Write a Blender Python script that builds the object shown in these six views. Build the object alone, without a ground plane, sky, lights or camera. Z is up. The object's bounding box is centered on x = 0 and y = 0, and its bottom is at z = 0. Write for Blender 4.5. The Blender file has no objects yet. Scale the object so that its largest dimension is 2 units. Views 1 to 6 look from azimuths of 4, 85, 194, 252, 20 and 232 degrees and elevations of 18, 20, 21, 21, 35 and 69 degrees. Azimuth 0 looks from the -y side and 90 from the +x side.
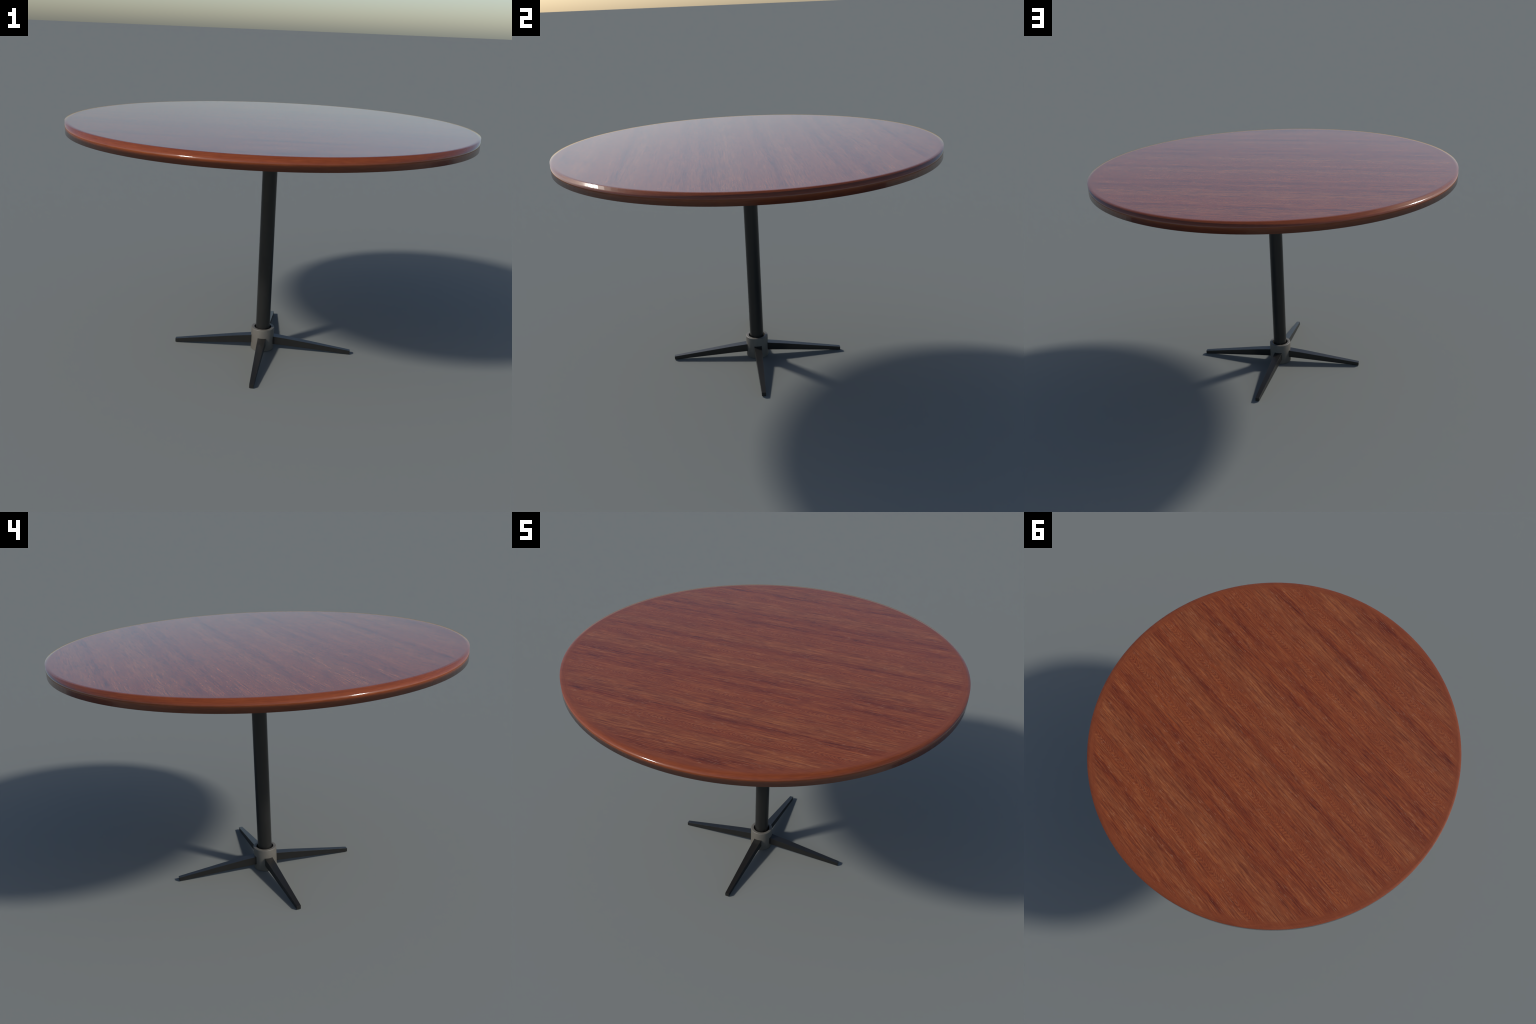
"""Round pedestal table: a veneered wooden disc on a dark steel column, standing in a
grey cast hub with four tapered legs."""
import math
import bpy
from mathutils import Vector

TAU = math.tau

# ------------------------------------------------------------------ sizes (metres)
TOP_R, TOP_Z, TOP_UNDER = 1.000, 1.2265, 1.1700     # table top disc
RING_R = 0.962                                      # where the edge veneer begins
SOFT_R = 0.985                                      # the flat top ends; the polish rolls over from here
TOP_SIDES = 160
COLUMN_R, COLUMN_FOOT = 0.0382, 0.012
HUB_R, HUB_BORE, HUB_Z = 0.0622, 0.0462, 0.1225
ROUND_SIDES = 32

# leg profile along its length: distance from axis, half width, underside z, upper side z
LEG_PROFILE = [
    (0.050, 0.0220, 0.0318, 0.0762),
    (0.140, 0.0196, 0.0262, 0.0662),
    (0.4795, 0.0106, 0.0000, 0.0200),
]
# (direction, sideways drift of the foot): the four legs are not set quite square
LEGS = [(0.0, -0.0058), (90.0, -0.0258), (180.0, 0.0062), (270.0, -0.0146)]


# ------------------------------------------------------------------ node helpers
class Nodes:
    def __init__(self, name):
        self.mat = bpy.data.materials.new(name)
        self.mat.use_nodes = True
        self.t = self.mat.node_tree
        self.bsdf = self.t.nodes["Principled BSDF"]

    def put(self, socket, value):
        if isinstance(value, bpy.types.NodeSocket):
            self.t.links.new(value, socket)
        else:
            socket.default_value = value

    def math(self, op, a, b=0.0, c=0.0, clamp=False):
        n = self.t.nodes.new("ShaderNodeMath")
        n.operation, n.use_clamp = op, clamp
        for s, v in zip(n.inputs, (a, b, c)):
            self.put(s, v)
        return n.outputs[0]

    def coords(self):
        n = self.t.nodes.new("ShaderNodeTexCoord")
        s = self.t.nodes.new("ShaderNodeSeparateXYZ")
        self.t.links.new(n.outputs["Object"], s.inputs[0])
        return n.outputs["Object"], s.outputs[0], s.outputs[1], s.outputs[2]

    def combine(self, x, y, z=0.0):
        n = self.t.nodes.new("ShaderNodeCombineXYZ")
        for s, v in zip(n.inputs, (x, y, z)):
            self.put(s, v)
        return n.outputs[0]

    def noise(self, vector, scale=1.0, detail=2.0, rough=0.5, distortion=0.0):
        n = self.t.nodes.new("ShaderNodeTexNoise")
        self.put(n.inputs["Vector"], vector)
        for k, v in (("Scale", scale), ("Detail", detail), ("Roughness", rough), ("Distortion", distortion)):
            n.inputs[k].default_value = v
        return n.outputs["Fac"]

    def stretched(self, x, y, sx, sy, offset=0.0, **kw):
        return self.noise(self.combine(self.math("MULTIPLY", x, sx), self.math("MULTIPLY", y, sy), offset), **kw)

    def ramp(self, fac, stops, interpolation="LINEAR"):
        n = self.t.nodes.new("ShaderNodeValToRGB")
        r = n.color_ramp
        r.interpolation = interpolation
        while len(r.elements) < len(stops):
            r.elements.new(0.5)
        for e, (p, c) in zip(r.elements, stops):
            e.position = p
            e.color = (c, c, c, 1) if isinstance(c, (int, float)) else (*c, 1)
        self.put(n.inputs[0], fac)
        return n.outputs[0]

    def mix(self, fac, a, b, blend="MIX"):
        n = self.t.nodes.new("ShaderNodeMix")
        n.data_type, n.blend_type = "RGBA", blend
        self.put(n.inputs[0], fac)
        self.put(n.inputs[6], a if isinstance(a, bpy.types.NodeSocket) else (*a, 1))
        self.put(n.inputs[7], b if isinstance(b, bpy.types.NodeSocket) else (*b, 1))
        return n.outputs[2]

    def smooth(self, x, lo, hi):
        n = self.t.nodes.new("ShaderNodeMapRange")
        n.interpolation_type = "SMOOTHSTEP"
        self.put(n.inputs[0], x)
        n.inputs[1].default_value, n.inputs[2].default_value = lo, hi
        return n.outputs[0]


# ------------------------------------------------------------------ materials
def veneer_material():
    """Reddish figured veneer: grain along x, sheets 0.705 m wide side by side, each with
    two rows of flame figure, dark red stripes and paler tan stripes."""
    m = Nodes("wood_veneer")
    _, x, y, z = m.coords()
    SHEET = 0.705

    # the grain wanders a little sideways
    drift = m.math("SUBTRACT", m.stretched(x, y, 2.6, 5.0, 3.1, detail=2.0), 0.5)
    yw = m.math("MULTIPLY_ADD", drift, 0.009, y)
    ripple = m.math("SUBTRACT", m.stretched(x, y, 14.0, 24.0, 8.7, detail=2.0), 0.5)
    yf = m.math("MULTIPLY_ADD", ripple, 0.0032, yw)

    v = m.math("FRACT", m.math("DIVIDE", m.math("ADD", yw, 10 * SHEET), SHEET))

    # stripe brightness and tan-ness across one sheet (0 .. 1 = 0 .. 0.705 m)
    tone = m.ramp(v, [
        (0.00, 0.54), (0.045, 0.60), (0.080, 0.54), (0.115, 0.24), (0.150, 0.44), (0.200, 0.58),
        (0.260, 0.58), (0.300, 0.48), (0.390, 0.54), (0.450, 0.58), (0.505, 0.46), (0.550, 0.26),
        (0.585, 0.50), (0.625, 0.58), (0.665, 0.28), (0.710, 0.38), (0.760, 0.50), (0.830, 0.60),
        (0.900, 0.56), (0.945, 0.47), (1.00, 0.54)])
    tan = m.ramp(v, [
        (0.00, 0.30), (0.05, 0.40), (0.110, 0.08), (0.165, 0.55), (0.230, 0.80), (0.290, 0.35),
        (0.390, 0.25), (0.480, 0.25), (0.550, 0.05), (0.610, 0.40), (0.670, 0.05), (0.740, 0.50),
        (0.830, 0.85), (0.900, 0.60), (0.950, 0.18), (1.00, 0.30)])

    def centred(s, k):
        return m.math("MULTIPLY", m.math("SUBTRACT", s, 0.5), k)

    # flame figure: nested U-shaped lines that point towards -x, in two rows per sheet
    flame_total = quiet = lean = None
    for row, centre in enumerate((0.402, 0.990)):
        dv = m.math("MULTIPLY", m.math("SUBTRACT", m.math("FRACT", m.math("ADD", v, 1.5 - centre)), 0.5), SHEET)
        wob = m.math("SUBTRACT", m.noise(m.combine(m.math("MULTIPLY", x, 30.0), m.math("MULTIPLY", dv, 60.0), 20.0 + row), detail=2.0), 0.5)
        sway = m.math("SUBTRACT", m.noise(m.combine(m.math("MULTIPLY", x, 9.0), 0.0, 30.0 + row), detail=1.0), 0.5)
        dv = m.math("MULTIPLY_ADD", sway, 0.018, dv)
        left = m.math("MAXIMUM", dv, 0.0)
        right = m.math("MAXIMUM", m.math("MULTIPLY", dv, -1.0), 0.0)
        slope = m.math("ADD", m.math("MULTIPLY", right, 2.7), m.math("MULTIPLY", left, 1.5))
        bent = m.math("SQRT", m.math("ADD", m.math("POWER", slope, 2.0), 0.00012))
        clump = m.math("SUBTRACT", m.noise(m.combine(m.math("MULTIPLY", x, 7.0), 0.0, 70.0 + row), detail=1.0), 0.5)
        phase = m.math("DIVIDE", m.math("MULTIPLY_ADD", clump, 0.09, m.math("SUBTRACT", x, bent)), 0.0215)
        phase = m.math("MULTIPLY_ADD", wob, 1.9, phase)
        wave = m.math("SINE", m.math("MULTIPLY", phase, TAU))
        gate = m.math("MULTIPLY", m.smooth(right, 0.046, 0.008), m.smooth(left, 0.022, 0.006))
        # figure swells and fades along the row
        swell = m.ramp(m.noise(m.combine(m.math("MULTIPLY", x, 11.0), m.math("MULTIPLY", dv, 20.0), 50.0 + row), detail=1.0), [(0.30, 0.45), (0.60, 1.0)])
        part = m.math("MULTIPLY", m.math("MULTIPLY", wave, gate), swell)
        flame_total = part if row == 0 else m.math("ADD", flame_total, part)
        quiet = gate if row == 0 else m.math("MAXIMUM", quiet, gate)
        # beside a row the fibres run a little askew
        skew = m.math("MULTIPLY", m.math("MULTIPLY", right, m.smooth(right, 0.11, 0.03)), 0.5)
        lean = skew if row == 0 else m.math("ADD", lean, skew)

    xs = m.math("SUBTRACT", x, m.math("MULTIPLY", lean, 0.6))
    broad = m.stretched(x, yw, 3.4, 17.0, 1.7, detail=3.0, rough=0.6)
    patch = m.stretched(x, yw, 4.2, 24.0, 22.0, detail=3.0, rough=0.6)
    band = m.stretched(xs, yf, 2.6, 58.0, 4.2, detail=3.0, rough=0.6)
    streak = m.stretched(xs, yf, 6.0, 165.0, 6.1, detail=3.0, rough=0.6)
    fibre = m.stretched(xs, yf, 16.0, 320.0, 6.4, detail=2.0, rough=0.6)
    pore = m.stretched(xs, yf, 30.0, 240.0, 9.9, detail=1.0)

    calm = m.math("MULTIPLY_ADD", quiet, -0.55, 1.0)
    stripe = m.math("MULTIPLY", m.math("SUBTRACT", tone, 0.5), m.math("MULTIPLY_ADD", m.smooth(patch, 0.32, 0.66), 1.15, 0.15))
    value = m.math("ADD", m.math("MULTIPLY", stripe, 0.85), 0.5)
    value = m.math("ADD", value, centred(broad, 0.20))
    value = m.math("ADD", value, m.math("MULTIPLY", centred(band, 0.46), calm))
    value = m.math("ADD", value, m.math("MULTIPLY", centred(streak, 1.08), calm))
    value = m.math("ADD", value, m.math("MULTIPLY", centred(fibre, 1.20), calm))
    value = m.math("MULTIPLY_ADD", flame_total, 0.165, value)
    value = m.math("ADD", value, 0.015, clamp=True)

    red = m.ramp(value, [(0.0, (0.088, 0.0135, 0.0040)), (0.30, (0.150, 0.0250, 0.0060)),
                         (0.60, (0.222, 0.0440, 0.0095)), (1.0, (0.330, 0.0830, 0.0150))])
    brown = m.ramp(value, [(0.0, (0.086, 0.0175, 0.0062)), (0.30, (0.142, 0.0325, 0.0100)),
                           (0.60, (0.222, 0.0600, 0.0172)), (1.0, (0.340, 0.1080, 0.0310))])
    tint = m.stretched(xs, yf, 6.0, 85.0, 14.0, detail=3.0, rough=0.6)
    hue = m.math("ADD", m.math("MULTIPLY_ADD", tan, 0.80, 0.26), centred(tint, 2.2), clamp=True)
    wood = m.mix(hue, red, brown)
    # pale silky flecks and dark pores
    fleck = m.math("MULTIPLY", m.smooth(pore, 0.59, 0.74), m.smooth(patch, 0.40, 0.60))
    wood = m.mix(m.math("MULTIPLY", fleck, 0.46), wood, (0.340, 0.165, 0.085))
    wood = m.mix(m.math("MULTIPLY", m.smooth(pore, 0.36, 0.24), 0.40), wood, (0.066, 0.0130, 0.0070))

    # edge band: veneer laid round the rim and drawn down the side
    radius = m.math("SQRT", m.math("ADD", m.math("MULTIPLY", x, x), m.math("MULTIPLY", y, y)))
    angle = m.math("ARCTAN2", y, x)
    across = m.math("SUBTRACT", radius, z)
    ring_uv = m.combine(m.math("MULTIPLY", m.math("COSINE", angle), 7.0), m.math("MULTIPLY", m.math("SINE", angle), 7.0), m.math("MULTIPLY", across, 110.0))
    ring_fine = m.combine(m.math("MULTIPLY", m.math("COSINE", angle), 22.0), m.math("MULTIPLY", m.math("SINE", angle), 22.0), m.math("MULTIPLY", across, 300.0))
    rv = m.math("ADD", 0.53, centred(m.noise(ring_uv, detail=4.0, rough=0.65), 0.60))
    rv = m.math("ADD", rv, centred(m.noise(ring_fine, detail=2.0), 0.45), clamp=True)
    rim = m.ramp(rv, [(0.0, (0.105, 0.0190, 0.0060)), (0.45, (0.180, 0.0390, 0.0100)),
                      (0.70, (0.232, 0.0540, 0.0140)), (1.0, (0.310, 0.0850, 0.0240))])
    wander = m.math("MULTIPLY_ADD", centred(m.noise(m.combine(m.math("MULTIPLY", x, 30.0), m.math("MULTIPLY", y, 30.0), 0.0), detail=3.0), 0.045), 1.0, radius)
    # on the flat a little of the sheet figure still shows through, not on the side
    rim = m.mix(m.math("MULTIPLY", m.math("GREATER_THAN", z, TOP_Z - 0.0005), 0.22), rim, wood)
    colour = m.mix(m.smooth(wander, RING_R - 0.010, RING_R + 0.014), wood, rim)

    b = m.bsdf
    m.put(b.inputs["Base Color"], colour)
    b.inputs["Roughness"].default_value = 0.09
    b.inputs["IOR"].default_value = 1.52
    return m.mat


def steel_material():
    m = Nodes("black_painted_steel")
    vec, x, y, z = m.coords()
    n = m.noise(vec, 40.0, 3.0)
    m.put(m.bsdf.inputs["Base Color"], m.ramp(n, [(0.3, (0.0112, 0.0110, 0.0104)), (0.7, (0.0132, 0.0130, 0.0123))]))
    m.bsdf.inputs["Roughness"].default_value = 0.31
    return m.mat


def hub_material():
    m = Nodes("grey_cast_metal")
    vec, x, y, z = m.coords()
    n = m.noise(vec, 60.0, 3.0)
    m.put(m.bsdf.inputs["Base Color"], m.ramp(n, [(0.3, (0.098, 0.0915, 0.0785)), (0.7, (0.109, 0.1015, 0.0870))]))
    m.bsdf.inputs["Roughness"].default_value = 0.5
    return m.mat


# ------------------------------------------------------------------ geometry helpers
def new_object(name, verts, faces, material, parent):
    mesh = bpy.data.meshes.new(name)
    mesh.from_pydata(verts, [], faces)
    mesh.validate()
    mesh.materials.append(material)
    ob = bpy.data.objects.new(name, mesh)
    bpy.context.scene.collection.objects.link(ob)
    ob.parent = parent
    return ob


def lathe(profile, sides, close_start=False, close_end=False, phase=0.0):
    """Turn a (radius, z) profile round the z axis; faces look outwards when the profile
    runs from the inside of the top, over the rim, down and in again."""
    verts, faces, rings = [], [], []
    for r, z in profile:
        rings.append(len(verts))
        for i in range(sides):
            a = TAU * i / sides + phase
            verts.append((r * math.cos(a), r * math.sin(a), z))
    for a, b in zip(rings, rings[1:]):
        for i in range(sides):
            j = (i + 1) % sides
            faces.append((a + i, b + i, b + j, a + j))
    if close_start:
        faces.append(tuple(rings[0] + i for i in range(sides)))
    if close_end:
        faces.append(tuple(rings[-1] + i for i in reversed(range(sides))))
    return verts, faces


def smooth(ob, angle=None):
    ob.data.shade_smooth()
    if angle is not None:
        ob.data.set_sharp_from_angle(angle=math.radians(angle))


def bevel(ob, width, segments=2, angle=30):
    mod = ob.modifiers.new("edge_rounding", "BEVEL")
    mod.width, mod.segments, mod.limit_method, mod.angle_limit = width, segments, "ANGLE", math.radians(angle)
    mod.harden_normals = True


# ------------------------------------------------------------------ parts
def build_tabletop(material, parent):
    # flat disc with a plain vertical edge; the polish rolls over the rim (soft shading)
    profile = [(0.30, TOP_Z), (0.65, TOP_Z), (SOFT_R, TOP_Z), (TOP_R, TOP_Z), (TOP_R, TOP_UNDER), (SOFT_R, TOP_UNDER)]
    verts, faces = lathe(profile, TOP_SIDES, True, True)
    ob = new_object("tabletop", verts, faces, material, parent)
    ob.data.shade_smooth()
    tilt = math.radians(RIM_TILT)
    normals = []
    for v in ob.data.vertices:
        r = math.hypot(v.co.x, v.co.y)
        up = 1.0 if v.co.z > (TOP_Z + TOP_UNDER) / 2 else -1.0
        if r > 0.5 * (SOFT_R + TOP_R):
            normals.append(Vector((v.co.x / r * math.cos(tilt), v.co.y / r * math.cos(tilt), up * math.sin(tilt))))
        else:
            normals.append(Vector((0, 0, up)))
    ob.data.normals_split_custom_set_from_vertices(normals)
    return ob


RIM_TILT = 71.0


def build_column(material, parent):
    verts, faces = lathe([(COLUMN_R, TOP_UNDER - 0.001), (COLUMN_R, COLUMN_FOOT)], ROUND_SIDES, True, True)
    ob = new_object("column", verts, faces, material, parent)
    smooth(ob, 40)
    return ob


def build_hub(material, parent):
    lip = 0.0035
    profile = [(HUB_BORE, 0.010), (HUB_BORE, HUB_Z), (HUB_R - lip, HUB_Z),
               (HUB_R - 0.3 * lip, HUB_Z - 0.3 * lip), (HUB_R, HUB_Z - lip), (HUB_R, 0.0)]
    verts, faces = lathe(profile, ROUND_SIDES)
    # floor of the bore and underside
    n = ROUND_SIDES
    faces.append(tuple(range(n)))
    last = (len(profile) - 1) * n
    faces.append(tuple(last + i for i in reversed(range(n))))
    ob = new_object("hub", verts, faces, material, parent)
    smooth(ob, 50)
    return ob


def build_leg(direction, drift, material, parent):
    a = math.radians(direction)
    along, side = Vector((math.cos(a), math.sin(a), 0)), Vector((-math.sin(a), math.cos(a), 0))
    reach = LEG_PROFILE[-1][0]
    verts, faces = [], []
    for d, w, low, high in LEG_PROFILE:
        shift = drift * (d - 0.06) / (reach - 0.06)
        for s, h in ((-w, low), (w, low), (w, high), (-w, high)):
            verts.append(tuple(along * d + side * (s + shift) + Vector((0, 0, h))))
    for k in range(len(LEG_PROFILE) - 1):
        for i in range(4):
            j = (i + 1) % 4
            faces.append((4 * k + i, 4 * k + 4 + i, 4 * k + 4 + j, 4 * k + j))
    faces.append((0, 1, 2, 3))
    e = 4 * (len(LEG_PROFILE) - 1)
    faces.append((e + 3, e + 2, e + 1, e))
    ob = new_object("leg", verts, faces, material, parent)
    bm_fix(ob)
    bevel(ob, 0.0003, 1)
    smooth(ob, 25)
    return ob


def bm_fix(ob):
    import bmesh
    bm = bmesh.new()
    bm.from_mesh(ob.data)
    bmesh.ops.recalc_face_normals(bm, faces=bm.faces)
    bm.to_mesh(ob.data)
    bm.free()


# ------------------------------------------------------------------ assemble
table = bpy.data.objects.new("round_table", None)
bpy.context.scene.collection.objects.link(table)
table["label"] = "round reddish wood table on a dark four-legged pedestal"
table["category"] = "pedestal table"

veneer, steel, cast = veneer_material(), steel_material(), hub_material()
build_tabletop(veneer, table)
build_column(steel, table)
bm_fix(build_hub(cast, table))
for direction, drift in LEGS:
    build_leg(direction, drift, steel, table)
